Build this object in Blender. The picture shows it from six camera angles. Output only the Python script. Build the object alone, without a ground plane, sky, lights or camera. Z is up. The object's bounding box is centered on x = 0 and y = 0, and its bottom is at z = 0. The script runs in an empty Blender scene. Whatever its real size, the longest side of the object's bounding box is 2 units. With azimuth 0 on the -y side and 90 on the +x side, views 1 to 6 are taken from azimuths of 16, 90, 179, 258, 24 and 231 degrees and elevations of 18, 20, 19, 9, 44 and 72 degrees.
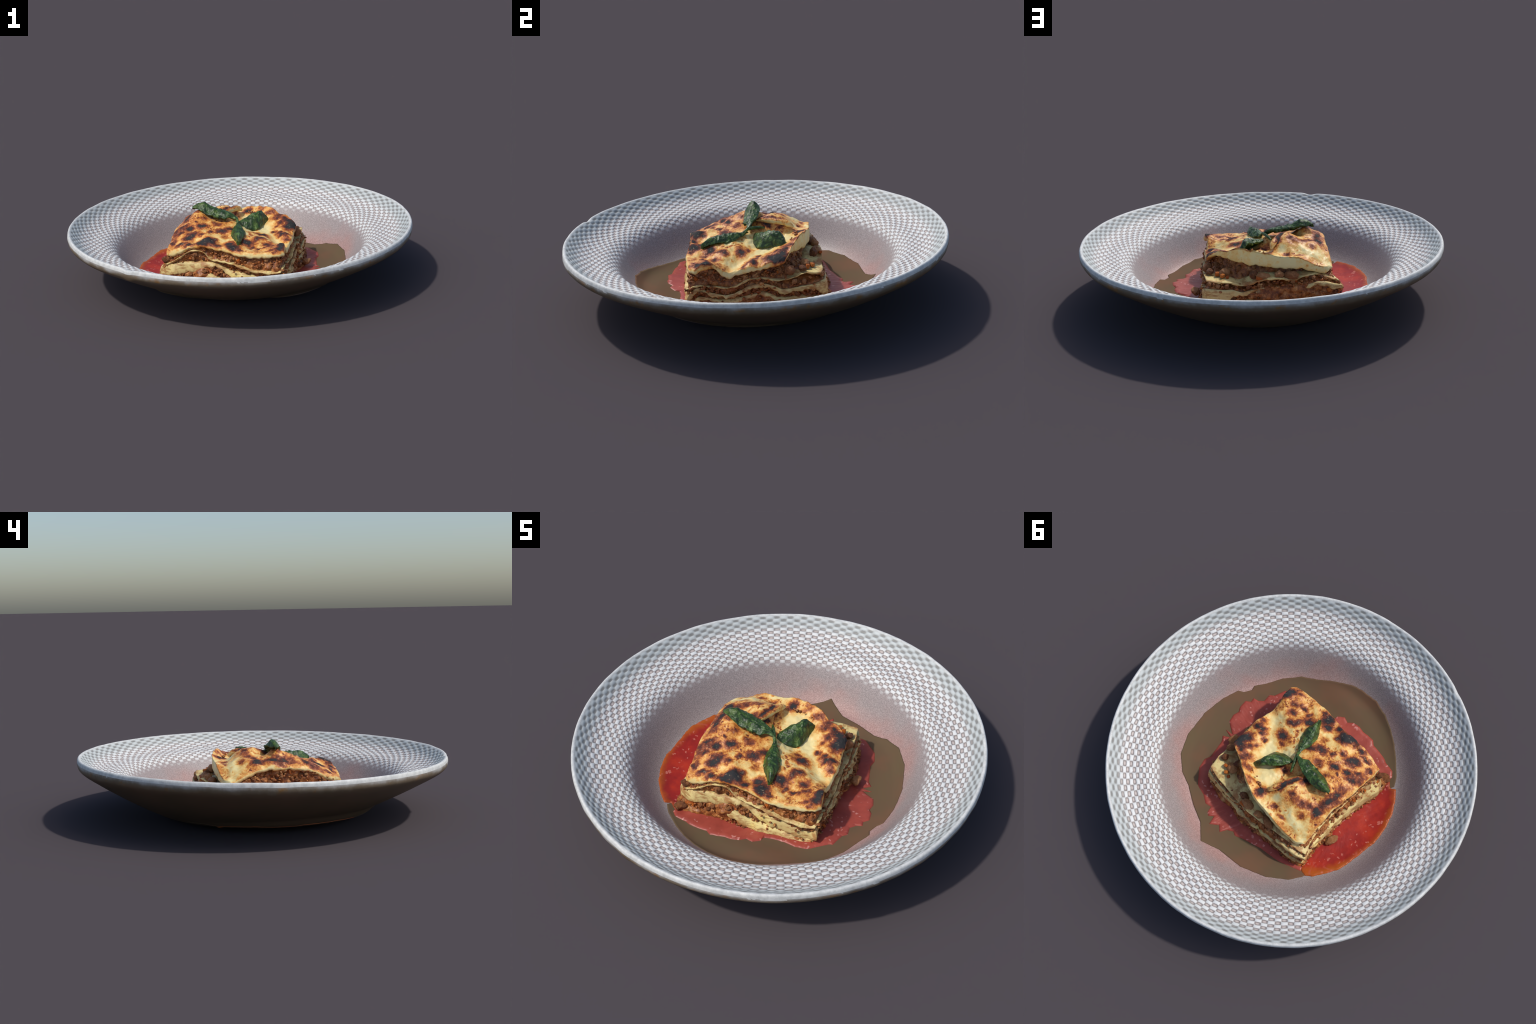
# A slice of baked lasagna with basil on tomato sauce, in a textured rim-soup plate.
import bpy, bmesh, math, random
import numpy as np
from mathutils import Vector, noise

random.seed(7)
RNG = np.random.default_rng(7)
TAU = math.tau

# ------------------------------------------------------------------ helpers
def lin(r, g, b):
    f = lambda c: c / 12.92 if c <= 0.04045 else ((c + 0.055) / 1.055) ** 2.4
    return (f(r / 255), f(g / 255), f(b / 255), 1.0)

def path(pts, n):
    """Resample a polyline to n points, smoothed through the control points (Catmull-Rom)."""
    P = np.array(pts, float)
    d = np.r_[0, np.cumsum(np.linalg.norm(np.diff(P, axis=0), axis=1))]
    m = np.gradient(P, d, axis=0)
    t = np.linspace(0, d[-1], n)
    i = np.clip(np.searchsorted(d, t, side='right') - 1, 0, len(P) - 2)
    h = (d[i + 1] - d[i])[:, None]
    s = ((t - d[i])[:, None]) / h
    h00, h10, h01, h11 = 2*s**3 - 3*s**2 + 1, s**3 - 2*s**2 + s, -2*s**3 + 3*s**2, s**3 - s**2
    return h00 * P[i] + h10 * h * m[i] * .8 + h01 * P[i + 1] + h11 * h * m[i + 1] * .8

def fbm(P, scale, octaves=3, seed=0.0):
    """Smooth noise in about -1..1 for an (n,3) array."""
    P = np.asarray(P, float).reshape(-1, 3)
    return np.array([noise.fractal(Vector((p[0]*scale + seed, p[1]*scale + seed*.7, p[2]*scale - seed)), 1.0, 2.0, octaves) for p in P])

def lumps(P, scale, seed=0.0):
    """Rounded crumbs: 1 in the middle of a cell, 0 at its border."""
    out = []
    for p in np.asarray(P, float).reshape(-1, 3):
        d, _ = noise.voronoi(Vector((p[0]*scale + seed, p[1]*scale - seed, p[2]*scale + seed)))
        out.append(1.0 - min(1.0, d[0] * 1.25) ** 2)
    return np.array(out)

def mesh_from(name, V, F, mat, parent=None, smooth=True, kind=None):
    me = bpy.data.meshes.new(name)
    me.from_pydata([tuple(map(float, v)) for v in V], [], [tuple(map(int, f)) for f in F])
    me.validate()
    me.update()
    me.polygons.foreach_set("use_smooth", [smooth] * len(me.polygons))
    for m in (mat if isinstance(mat, (list, tuple)) else [mat]):
        me.materials.append(m)
    ob = bpy.data.objects.new(name, me)
    bpy.context.scene.collection.objects.link(ob)
    if parent:
        ob.parent = parent
    if kind:
        ob["kind"] = kind
    return ob

def quads(rows, cols, base=0, wrap=False):
    F = []
    n = cols if wrap else cols - 1
    for i in range(rows - 1):
        for j in range(n):
            a, b = base + i*cols + j, base + i*cols + (j + 1) % cols
            F.append((a, b, b + cols, a + cols))
    return F

def recalc(ob):
    bm = bmesh.new(); bm.from_mesh(ob.data)
    bmesh.ops.recalc_face_normals(bm, faces=bm.faces)
    bm.to_mesh(ob.data); bm.free()

class Tps:
    """Thin-plate surface z(x, y) through scattered heights, slightly relaxed."""
    def __init__(s, pts, relax=2e-4):
        P = np.array(pts, float); s.X = P[:, :2]; n = len(P)
        K = s.k(np.linalg.norm(s.X[:, None] - s.X[None], axis=2)) + relax * np.eye(n)
        A = np.zeros((n + 3, n + 3)); A[:n, :n] = K
        A[:n, n] = 1; A[:n, n+1:] = s.X; A[n, :n] = 1; A[n+1:, :n] = s.X.T
        s.w = np.linalg.solve(A, np.r_[P[:, 2], 0, 0, 0])
    def k(s, r):
        return np.where(r > 1e-9, r*r*np.log(np.maximum(r, 1e-9)), 0)
    def __call__(s, Q):
        Q = np.asarray(Q, float)
        return s.k(np.linalg.norm(Q[:, None] - s.X[None], axis=2)) @ s.w[:-3] + s.w[-3] + Q @ s.w[-2:]

# ------------------------------------------------------------------ node helper
class Nodes:
    def __init__(s, name):
        s.mat = bpy.data.materials.new(name); s.mat.use_nodes = True
        s.t = s.mat.node_tree; s.t.nodes.clear()
        s.out = s.t.nodes.new('ShaderNodeOutputMaterial')
        s.b = s.t.nodes.new('ShaderNodeBsdfPrincipled')
        s.t.links.new(s.b.outputs[0], s.out.inputs[0])
        s.co = s.t.nodes.new('ShaderNodeTexCoord').outputs['Object']
    def put(s, sock, v):
        if isinstance(v, bpy.types.NodeSocket): s.t.links.new(v, sock)
        else: sock.default_value = v
    def set(s, **k):
        for n, v in k.items(): s.put(s.b.inputs[n.replace('_', ' ')], v)
        return s.mat
    def math(s, op, a, b=None, c=None, clamp=False):
        n = s.t.nodes.new('ShaderNodeMath'); n.operation = op; n.use_clamp = clamp
        for i, v in enumerate((a, b, c)):
            if v is not None: s.put(n.inputs[i], v)
        return n.outputs[0]
    def vmath(s, op, a, b=None, out=0):
        n = s.t.nodes.new('ShaderNodeVectorMath'); n.operation = op
        s.put(n.inputs[0], a)
        if b is not None: s.put(n.inputs[3 if op == 'SCALE' else 1], b)
        return n.outputs[out]
    def xyz(s, v):
        n = s.t.nodes.new('ShaderNodeSeparateXYZ'); s.put(n.inputs[0], v); return n.outputs
    def noise(s, scale, detail=3, rough=.55, vec=None, color=False, dist=0.0):
        n = s.t.nodes.new('ShaderNodeTexNoise')
        s.put(n.inputs['Vector'], vec if vec is not None else s.co)
        n.inputs['Scale'].default_value = scale; n.inputs['Detail'].default_value = detail
        n.inputs['Roughness'].default_value = rough; n.inputs['Distortion'].default_value = dist
        return n.outputs['Color' if color else 'Fac']
    def voronoi(s, scale, vec=None, out='Distance', feature='F1'):
        n = s.t.nodes.new('ShaderNodeTexVoronoi'); n.feature = feature
        s.put(n.inputs['Vector'], vec if vec is not None else s.co)
        n.inputs['Scale'].default_value = scale
        return n.outputs[out]
    def step(s, v, a, b, lo=0.0, hi=1.0):
        n = s.t.nodes.new('ShaderNodeMapRange'); n.interpolation_type = 'SMOOTHSTEP'
        s.put(n.inputs[0], v)
        for i, q in enumerate((a, b, lo, hi)): s.put(n.inputs[i + 1], q)
        return n.outputs[0]
    def mix(s, f, a, b, mode='MIX'):
        n = s.t.nodes.new('ShaderNodeMix'); n.data_type = 'RGBA'; n.blend_type = mode
        s.put(n.inputs[0], f); s.put(n.inputs[6], a); s.put(n.inputs[7], b)
        return n.outputs[2]
    def ramp(s, f, stops):
        n = s.t.nodes.new('ShaderNodeValToRGB'); e = n.color_ramp.elements
        while len(e) < len(stops): e.new(.5)
        for q, (p, c) in zip(e, stops): q.position, q.color = p, c
        s.put(n.inputs[0], f); return n.outputs[0]
    def bump(s, h, strength=.3, dist=.01):
        n = s.t.nodes.new('ShaderNodeBump'); n.inputs['Strength'].default_value = strength
        n.inputs['Distance'].default_value = dist; s.put(n.inputs['Height'], h)
        s.t.links.new(n.outputs[0], s.b.inputs['Normal'])

# ================================================================== PLATE
CX, CY = 0.001, -0.0005
TILT_X, TILT_Y = 0.0, 0.0105
# dimple rows from the rim inward: (radius); 80 dimples in each ring
ROW_R = [.974, .961, .949, .936, .921, .905, .888, .871, .853, .836, .818, .802, .785, .769, .755, .742, .729, .716]
COUNT, PHASE, CHIP = 80, 0.0, 251.2
PHASE = math.pi - COUNT * math.radians(135.94)
# upper profile (radius, height)
INNER = [(0, .034), (.3, .034), (.5, .035), (.55, .037), (.58, .043), (.605, .055), (.635, .083), (.66, .113), (.69, .155), (.716, .192),
         (.729, .207), (.742, .221), (.755, .231), (.769, .239), (.785, .2455), (.802, .249), (.818, .2515), (.836, .2535), (.853, .256),
         (.871, .260), (.888, .266), (.905, .2735), (.921, .282), (.936, .291), (.949, .302), (.961, .3125), (.974, .324), (.985, .333)]
RIM = [(.990, .3355), (.9945, .335), (.998, .330), (1.000, .320), (1.0015, .307), (.998, .290), (.988, .273)]
OUTER = [(.97, .259), (.92, .230), (.85, .189), (.76, .140), (.69, .104), (.62, .070), (.57, .047), (.53, .031), (.48, .015), (.42, .005), (.34, .0), (0, .0)]

def subdivide(P, step):
    P = np.array(P); out = [P[0]]
    for a, b in zip(P[:-1], P[1:]):
        k = max(1, int(round(np.linalg.norm(b - a) / step)))
        out += [a + (b - a) * i / k for i in range(1, k + 1)]
    return out
_w = np.array(subdivide(INNER, .005))
for _ in range(4): _w[1:-1] = _w[1:-1] * .5 + (_w[:-2] + _w[2:]) * .25
IN_R, IN_Z = _w.T
def warp(x, y):
    """The hand-made floor is not level: high towards -y, low towards +x +y."""
    r = np.hypot(x - CX, y - CY); th = np.arctan2(y - CY, x - CX)
    s = lambda a, b, v: np.clip((v - a) / (b - a), 0, 1) ** 2 * (3 - 2 * np.clip((v - a) / (b - a), 0, 1))
    lift = .030 * np.exp(-((x - .12) / .26) ** 2 - ((y + .54) / .10) ** 2)
    sink = -.016 * s(-.2, .7, np.cos(th - math.radians(62))) * s(.15, .35, r) * (1 - s(.44, .56, r))
    left = -.008 * s(.2, .9, np.cos(th - math.radians(185))) * s(.15, .35, r) * (1 - s(.48, .60, r))
    return lift + sink + left
def floor_z(x, y):
    x, y = np.asarray(x, float), np.asarray(y, float)
    r = np.hypot(x - CX, y - CY)
    return np.interp(r, IN_R, IN_Z) + np.clip(np.interp(r, IN_R, IN_Z) / .05, 0, 1) * (TILT_X * x + TILT_Y * y) + warp(x, y)

def checker(r, th):
    row = np.interp(r, np.array(ROW_R)[::-1], np.arange(len(ROW_R))[::-1] - 1.0)
    return np.cos(math.pi * row) * np.cos(COUNT * th + PHASE)

def plate_material():
    n = Nodes('glazed_stoneware')
    x, y, z = n.xyz(n.co)
    dx, dy = n.math('SUBTRACT', x, CX), n.math('SUBTRACT', y, CY)
    r = n.math('SQRT', n.math('ADD', n.math('MULTIPLY', dx, dx), n.math('MULTIPLY', dy, dy)))
    th = n.math('ARCTAN2', dy, dx)
    c = n.t.nodes.new('ShaderNodeFloatCurve')
    n.put(c.inputs['Value'], n.math('MULTIPLY', n.math('SUBTRACT', r, .70), 1 / .3, clamp=True))
    cu = c.mapping.curves[0]
    pts = [((q - .70) / .3, (k + 1) / 20) for k, q in enumerate(ROW_R)][::-1]
    cu.points[0].location, cu.points[1].location = pts[0], pts[-1]
    for p in pts[1:-1]: cu.points.new(*p)
    for p in cu.points: p.handle_type = 'VECTOR'
    c.mapping.update()
    row = n.math('MULTIPLY', c.outputs[0], 20)           # stored one up: row 0 -> 2
    wob = n.math('MULTIPLY', n.math('SUBTRACT', n.noise(26, 2), .5), .5)
    f = n.math('MULTIPLY', n.math('COSINE', n.math('MULTIPLY', n.math('ADD', row, wob), math.pi)),
               n.math('COSINE', n.math('ADD', n.math('MULTIPLY', th, COUNT), n.math('ADD', PHASE, wob))))
    fine = n.noise(170, 3)
    f = n.math('ADD', f, n.math('MULTIPLY', n.math('SUBTRACT', fine, .5), .35))
    white = lin(220, 221, 218)
    cell = n.ramp(n.math('MULTIPLY_ADD', f, .5, .5), [(.0, white), (.44, lin(212, 212, 209)), (.55, lin(146, 138, 134)), (.65, lin(130, 121, 116)), (.80, lin(168, 156, 150)), (1, lin(200, 187, 179))])  # recess shade and dark outlines baked into the dimple colours
    soft = n.ramp(n.math('MULTIPLY_ADD', f, .5, .5), [(.1, lin(192, 197, 195)), (.45, lin(178, 182, 180)), (.75, lin(136, 136, 132)), (1, lin(128, 127, 123))])
    edge = n.step(r, .90, .955)
    pat = n.mix(edge, cell, soft)
    rimc = n.ramp(n.noise(34, 4, .6), [(.3, lin(186, 187, 184)), (.55, lin(210, 210, 206)), (.8, lin(228, 227, 222))])  # highlight along the rim painted as a thin brighter line
    pat = n.mix(n.step(n.math('ADD', r, n.math('MULTIPLY', fine, .010)), .981, .992), pat, rimc)
    # smooth grey well with a fine speckle and the sauce's pink glow tinted into the colour
    speck = n.noise(210, 2, .6)
    well = n.mix(n.step(speck, .35, .68), lin(138, 128, 126), lin(172, 160, 156))
    big = n.noise(5, 3)
    ang = n.math('COSINE', n.math('SUBTRACT', th, math.radians(10)))
    pinkm = n.math('MULTIPLY', n.step(n.math('ADD', r, n.math('MULTIPLY', n.math('SUBTRACT', big, .5), .22)), .72, .58), n.step(ang, -.75, -.1))
    pink = n.mix(n.step(speck, .35, .68), lin(158, 116, 108), lin(188, 146, 137))
    well = n.mix(n.math('MULTIPLY', pinkm, .75), well, pink)
    # lighter cells fade into the well
    inn = n.step(n.math('ADD', r, n.math('MULTIPLY', f, -.010)), .712, .748)
    top = n.mix(inn, well, pat)
    # unglazed brown underside; the rim glaze ends in a wavy line; pinkish foot
    zr = n.math('SUBTRACT', z, n.math('MULTIPLY', y, TILT_Y))
    nrm = n.xyz(n.t.nodes.new('ShaderNodeNewGeometry').outputs['True Normal'])[2]
    wave = n.noise(7, 4, .6)
    under_line = n.math('ADD', .288, n.math('MULTIPLY', n.math('SUBTRACT', wave, .5), .07))
    brown = n.ramp(n.noise(4, 2), [(.35, lin(99, 83, 62)), (.65, lin(108, 86, 66))])
    rust = n.mix(n.step(n.noise(11, 3), .56, .68), lin(118, 104, 86), lin(136, 98, 52))
    foot = n.ramp(n.noise(150, 2), [(.3, lin(150, 122, 118)), (.7, lin(170, 142, 137))])
    fl = n.math('ADD', n.math('ADD', .024, n.math('MULTIPLY', n.math('SINE', n.math('ADD', th, 2.88)), .032)), n.math('MULTIPLY', n.math('SUBTRACT', n.noise(3, 2), .5), .06))
    low = n.mix(n.step(n.math('SUBTRACT', zr, fl), -.002, .002), foot, brown)
    up = n.mix(n.step(n.math('SUBTRACT', zr, under_line), .006, .036), rust, lin(176, 174, 170))
    under = n.mix(n.step(n.math('SUBTRACT', zr, under_line), -.012, .012), low, up)
    # which side: the underside starts below the rim bead
    side = n.math('MULTIPLY', n.math('LESS_THAN', nrm, .1), n.math('LESS_THAN', zr, .322))
    col = n.mix(side, top, under)
    n.bump(n.math('ADD', n.math('MULTIPLY', speck, .5), n.math('MULTIPLY', fine, .5)), .25, .003)
    return n.set(Base_Color=col, Roughness=.5, Specular_IOR_Level=.4)

def build_plate():
    cols = 960
    prof = []
    rad_ = np.r_[np.linspace(.1, .5, 16, endpoint=False), np.linspace(.5, .716, 30, endpoint=False), np.linspace(.716, .983, 98)]
    prof = [np.array([q, np.interp(q, IN_R, IN_Z)]) for q in rad_]
    n_in = len(prof)
    R = subdivide([INNER[-1]] + RIM, .006)[:-1]; U = subdivide([RIM[-1]] + OUTER[:-1], .02)
    prof = np.array(prof + R + U)
    # smooth the piecewise profile a little
    for _ in range(2):
        prof[1:-1] = prof[1:-1] * .5 + (prof[:-2] + prof[2:]) * .25
    th = np.linspace(0, TAU, cols, endpoint=False)
    r = prof[:, 0][:, None] * np.ones(cols); z = prof[:, 1][:, None] * np.ones(cols); T = np.ones((len(prof), 1)) * th
    rows = np.arange(len(prof))[:, None]
    top = rows < n_in
    # raised white squares / sunken dimples
    f = checker(r, T)
    fade = np.clip((r - .716) / .03, 0, 1) * np.clip((.986 - r) / .02, 0, 1) * top
    z = z - .0026 * np.tanh(f * 2.0) * fade
    # hand-made wobble of the rim and of its lower lip
    wob = np.array([noise.fractal(Vector((math.cos(t) * 6, math.sin(t) * 6, 3)), 1, 2, 3) for t in th])
    wob2 = np.array([noise.fractal(Vector((math.cos(t) * 9, math.sin(t) * 9, 8)), 1, 2, 4) for t in th])
    k = np.exp(-((r - .995) / .02) ** 2)
    z = z + k * .0018 * wob
    r = r + k * .0012 * wob2
    lip = np.exp(-((z - .288) / .016) ** 2) * (~top)
    lip = lip * (r > .95)
    r = r + lip * (.003 * wob2[None] + .001)
    z = z + lip * .004 * wob2[None]
    # a chip pressed into the rim
    dth = np.angle(np.exp(1j * (T - math.radians(CHIP))))
    z = z - .011 * np.exp(-(dth / .032) ** 2) * np.exp(-((r - .992) / .012) ** 2)
    x, y = CX + r * np.cos(T), CY + r * np.sin(T)
    lowr = np.clip(1 - z / .29, 0, 1) * (~top)
    y = y + (.034 + .024 * np.sin(T)) * lowr
    x = x + .006 * lowr
    z = z + np.clip(z / .05, 0, 1) * (TILT_X * x + TILT_Y * y)
    z = np.where(top, z + warp(x, y), z)
    z = np.where(top, z, np.where(r < .75, np.minimum(z, floor_z(x, y) - .005), z))
    z = np.maximum(z, 0)
    V = np.stack([x, y, z], -1).reshape(-1, 3)
    F = quads(len(prof), cols, 0, True)
    n = len(V)
    V = np.vstack([V, [[CX, CY, INNER[0][1]]], [[CX, CY, 0]]])
    F += [(n, (j + 1) % cols, j) for j in range(cols)]
    b = n - cols
    F += [(n + 1, b + j, b + (j + 1) % cols) for j in range(cols)]
    ob = mesh_from('dinner_plate', V, F, plate_material())
    recalc(ob)
    return ob

plate = build_plate()
plate["label"] = "pale stoneware soup plate with woven dimpled rim"
plate["category"] = "plate"

def polar_pad(name, outline, rise, mat, parent, jag=0.0, center=(0, 0), edge=.010, rings=26, n=720, hole=None, bumps=0.0, seed=0.0, straight=True):
    """A thin layer poured on the plate: outline given as corner points round the centre."""
    P = np.array(outline, float)
    a = np.arctan2(P[:, 1] - center[1], P[:, 0] - center[0]); rr = np.hypot(P[:, 0] - center[0], P[:, 1] - center[1])
    o = np.argsort(a); a, P = a[o], P[o]
    Q = np.vstack([P, P[:1]])
    L = np.r_[0, np.cumsum(np.linalg.norm(np.diff(Q, axis=0), axis=1))]
    t = np.linspace(0, L[-1], n, endpoint=False)
    B = np.stack([np.interp(t, L, Q[:, k]) for k in (0, 1)], 1)
    if jag:
        d = fbm(np.c_[B, np.zeros(n)], 38, 3, seed)
        B = B + (B - center) / np.linalg.norm(B - center, axis=1)[:, None] * (d * jag)[:, None]
    V = []
    c = np.array(center, float)
    s0 = .03
    for i in range(rings):
        s = s0 + (1 - s0) * (i / (rings - 1)) ** .75
        X = c + (B - c) * s
        gap = np.linalg.norm(B - X, axis=1)
        e = np.clip(gap / edge, 0, 1)
        h = rise * np.sqrt(1 - (1 - e) ** 2)
        if bumps:
            h = h + bumps * e * (fbm(np.c_[X, np.zeros(n)], 16, 3, seed + 3) + .8 * fbm(np.c_[X, np.zeros(n)], 60, 2, seed))
        V.append(np.c_[X, floor_z(X[:, 0], X[:, 1]) + .0025 + h])
    X = c + (B - c) * 1.001
    V.append(np.c_[X, floor_z(X[:, 0], X[:, 1]) - .006])
    ob = mesh_from(name, np.vstack(V), quads(rings + 1, n, 0, True), mat, parent)
    recalc(ob)
    return ob

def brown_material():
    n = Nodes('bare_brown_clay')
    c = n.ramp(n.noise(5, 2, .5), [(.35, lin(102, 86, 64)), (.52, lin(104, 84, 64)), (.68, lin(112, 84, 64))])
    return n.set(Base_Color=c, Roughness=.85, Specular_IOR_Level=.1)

BARE = [(-.432, -.389), (-.421, -.368), (-.401, -.436), (-.325, -.505), (-.25, -.560), (-.175, -.602), (-.10, -.632), (.0, -.650), (.10, -.636), (.16, -.618),
        (.26, -.556), (.335, -.500), (.41, -.448), (.478, -.358), (.522, -.262), (.554, -.205), (.545, -.18), (.567, -.135), (.592, -.115), (.612, -.012), (.610, .12),
        (.570, .280), (.506, .385), (.420, .448), (.342, .470), (.25, .518), (.137, .557), (.045, .628), (-.048, .582), (-.204, .556), (-.337, .492), (-.435, .407), (-.473, .334), (-.45, .05), (-.44, -.2)]
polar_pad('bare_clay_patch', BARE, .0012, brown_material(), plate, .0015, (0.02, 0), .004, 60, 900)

# ================================================================== SAUCE
def sauce_material(name, red):
    n = Nodes(name)
    x, y, z = n.xyz(n.co)
    wv = n.noise(9, 4, .6)
    if red:
        base = n.ramp(wv, [(.3, lin(128, 31, 24)), (.5, lin(154, 37, 26)), (.7, lin(178, 50, 25))])
        # thin oily orange border
        X = n.math('ADD', x, .31); Y = n.math('ADD', y, .035)
        u = n.math('DIVIDE', X, .287); v = n.math('DIVIDE', Y, .40)
        q = n.math('SQRT', n.math('ADD', n.math('MULTIPLY', u, u), n.math('MULTIPLY', v, v)))
        q = n.math('ADD', q, n.math('MULTIPLY', n.math('SUBTRACT', n.noise(14, 4, .6), .5), .22))
        base = n.mix(n.step(q, .86, 1.02), base, lin(172, 84, 24))
    else:
        base = n.ramp(wv, [(.3, lin(144, 63, 52)), (.55, lin(163, 73, 60)), (.75, lin(174, 88, 74))])
    fleck = n.step(n.voronoi(31, n.vmath('ADD', n.co, n.vmath('SCALE', n.noise(24, 3, color=True), .06))), .27, .15)
    gate = n.step(n.noise(7, 2), .44, .58)
    base = n.mix(n.math('MULTIPLY', n.math('MULTIPLY', fleck, gate), .75), base, lin(205, 122, 106) if red else lin(205, 140, 130))
    smear = n.math('MULTIPLY', n.step(n.noise(11, 4, .6, dist=1.2), .60, .70), .45)
    base = n.mix(smear, base, lin(188, 92, 78) if red else lin(186, 104, 94))
    n.bump(n.noise(45, 3), .2, .004)
    return n.set(Base_Color=base, Roughness=.4, Specular_IOR_Level=.35)

POOL = [(-.447, .325), (-.470, .327), (-.504, .301), (-.542, .234), (-.572, .169), (-.582, .118), (-.586, .05), (-.590, -.02), (-.595, -.08), (-.585, -.14), (-.572, -.19), (-.543, -.264),
        (-.503, -.326), (-.450, -.385), (-.425, -.368), (-.385, -.40), (-.30, -.35), (-.20, -.2), (-.18, 0), (-.22, .2), (-.38, .30)]
SPLASH = [(.309, -.400), (.330, -.385), (.395, -.330), (.416, -.325), (.436, -.255), (.457, -.238), (.452, -.19), (.475, -.165), (.505, -.156), (.499, -.128), (.524, -.108), (.517, -.06), (.500, -.035), (.506, .0), (.492, .045), (.470, .092),
          (.423, .082), (.415, .10), (.452, .128), (.430, .155), (.418, .200), (.400, .262), (.410, .30), (.392, .355), (.316, .430), (.250, .443), (.204, .467), (.172, .456), (.158, .494), (.138, .503), (.118, .479), (.098, .530), (.060, .492),
          (.026, .516), (.008, .476), (-.021, .456), (-.045, .466), (-.083, .445), (-.196, .404), (-.31, .382), (-.440, .328), (-.40, .1), (-.40, -.2), (-.385, -.42),
          (-.36, -.448), (-.297, -.455), (-.278, -.465), (-.229, -.473), (-.176, -.475), (-.150, -.494), (-.112, -.490), (-.076, -.484), (-.042, -.489), (.0, -.480), (.026, -.456), (.060, -.466), (.092, -.440), (.096, -.412), (.140, -.402), (.20, -.400), (.255, -.408)]
sauce = polar_pad('tomato_sauce', POOL, .006, sauce_material('red_tomato_sauce', True), None, .003, (-.36, -.03), .020, 26, 500, bumps=.0006, seed=2.)
sauce["label"] = "pool of red tomato sauce with oily orange edge"
sauce["category"] = "tomato sauce"
polar_pad('sauce_splash', SPLASH, .0065, sauce_material('thin_tomato_sauce', False), sauce, .0012, (0.0, 0), .008, 26, 1100, bumps=.0015, seed=9.)

# ================================================================== LASAGNA
lasagna = bpy.data.objects.new('lasagna', None)
bpy.context.scene.collection.objects.link(lasagna)
lasagna["label"] = "square of layered baked lasagna with browned cheese top"
lasagna["category"] = "lasagna"

NS = 110  # samples per side
def sides(front, right, back, left):
    """Four control lists (each starts where the one before ends) -> four resampled sides."""
    front, right, back, left = map(list, (front, right, back, left))
    return [path(front + right[:1], NS), path(right + back[:1], NS), path(back + left[:1], NS), path(left + front[:1], NS)]
def loop(S):
    return np.vstack([s[:-1] for s in S])

def coons(S):
    """Rectangular patch filling the four sides; rows run from front to back."""
    A, B, C, D = S[0], S[1], S[2][::-1], S[3][::-1]      # front, right, back (left to right), left (front to back)
    n = len(A); u = np.linspace(0, 1, n)[None, :, None]; v = np.linspace(0, 1, n)[:, None, None]
    return (1-v)*A[None] + v*C[None] + (1-u)*D[:, None] + u*B[:, None] - ((1-u)*(1-v)*A[0] + u*(1-v)*A[-1] + (1-u)*v*C[0] + u*v*C[-1])

def border_index(n):
    f = [j for j in range(n - 1)]; r = [i*n + n - 1 for i in range(n - 1)]
    b = [(n-1)*n + j for j in range(n - 1, 0, -1)]; l = [i*n for i in range(n - 1, 0, -1)]
    return f + r + b + l

def sheet(name, rim, low, thick, mat, height=None, ruffle=.003, seed=0., reach=.09, ragged=0.):
    """A soft pasta sheet: filled rim, a hanging border down to `low`, a rounded edge and an underside that runs back into the filling."""
    G = coons(rim); n = G.shape[0]
    P = G.reshape(-1, 3).copy()
    if height is not None:
        P[:, 2] = height(P[:, :2])
        P[:, 2] += .010 * np.maximum(0, lumps(np.c_[P[:, :2], np.zeros(len(P))], 14, 2.) - .35) - .0045
    P[:, 2] += ruffle * fbm(P, 14, 3, seed) + ruffle * .45 * fbm(P, 42, 2, seed + 5)
    bi = border_index(n); E = P[bi]; Lw = loop(low).copy()
    Lw[:, 2] += ruffle * fbm(Lw, 22, 2, seed + 1) + ragged * fbm(Lw, 34, 3, seed + 9)
    cen = P[:, :2].mean(0)
    rad = np.c_[(E[:, :2] - cen), np.zeros(len(E))]; rad /= np.linalg.norm(rad, axis=1)[:, None]
    Lw += rad * (ragged * .9 * fbm(Lw, 18, 3, seed + 3))[:, None]
    V = [P]; F = quads(n, n)
    m = len(bi)
    rings = []
    K = 5
    for k in range(1, K + 1):
        t = k / K
        w = np.sin(t * math.pi / 2)                       # leave sideways first, then fall
        X = E + (Lw - E) * t
        X[:, :2] = E[:, :2] + (Lw - E)[:, :2] * w
        rings.append(X)
    inward = -rad
    for a in (.35, .75, 1.0):                               # rounded lip
        rings.append(Lw + inward * thick * (1 - math.cos(a * math.pi / 2)) * .7 + np.array([0, 0, -1]) * thick * math.sin(a * math.pi / 2) * .55)
    under = rings[-1]
    for q in (.25, .6, 1.0):
        X = under + inward * reach * q
        lift = (E[:, 2] - thick - under[:, 2]) * min(1, q * 2.0)
        X[:, 2] = under[:, 2] + lift * (lift > 0)
        if height is not None: X[:, 2] = np.minimum(X[:, 2], height(X[:, :2]) - thick)
        rings.append(X)
    base = len(P)
    V += rings
    for j in range(m):
        F.append((bi[j], base + j, base + (j + 1) % m, bi[(j + 1) % m]))
    F += quads(len(rings), m, base, True)
    ob = mesh_from(name, np.vstack(V), F, mat, lasagna)
    recalc(ob)
    return ob, P, E, Lw

def off(S, d):
    return [s + np.array(d) for s in S]

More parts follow.
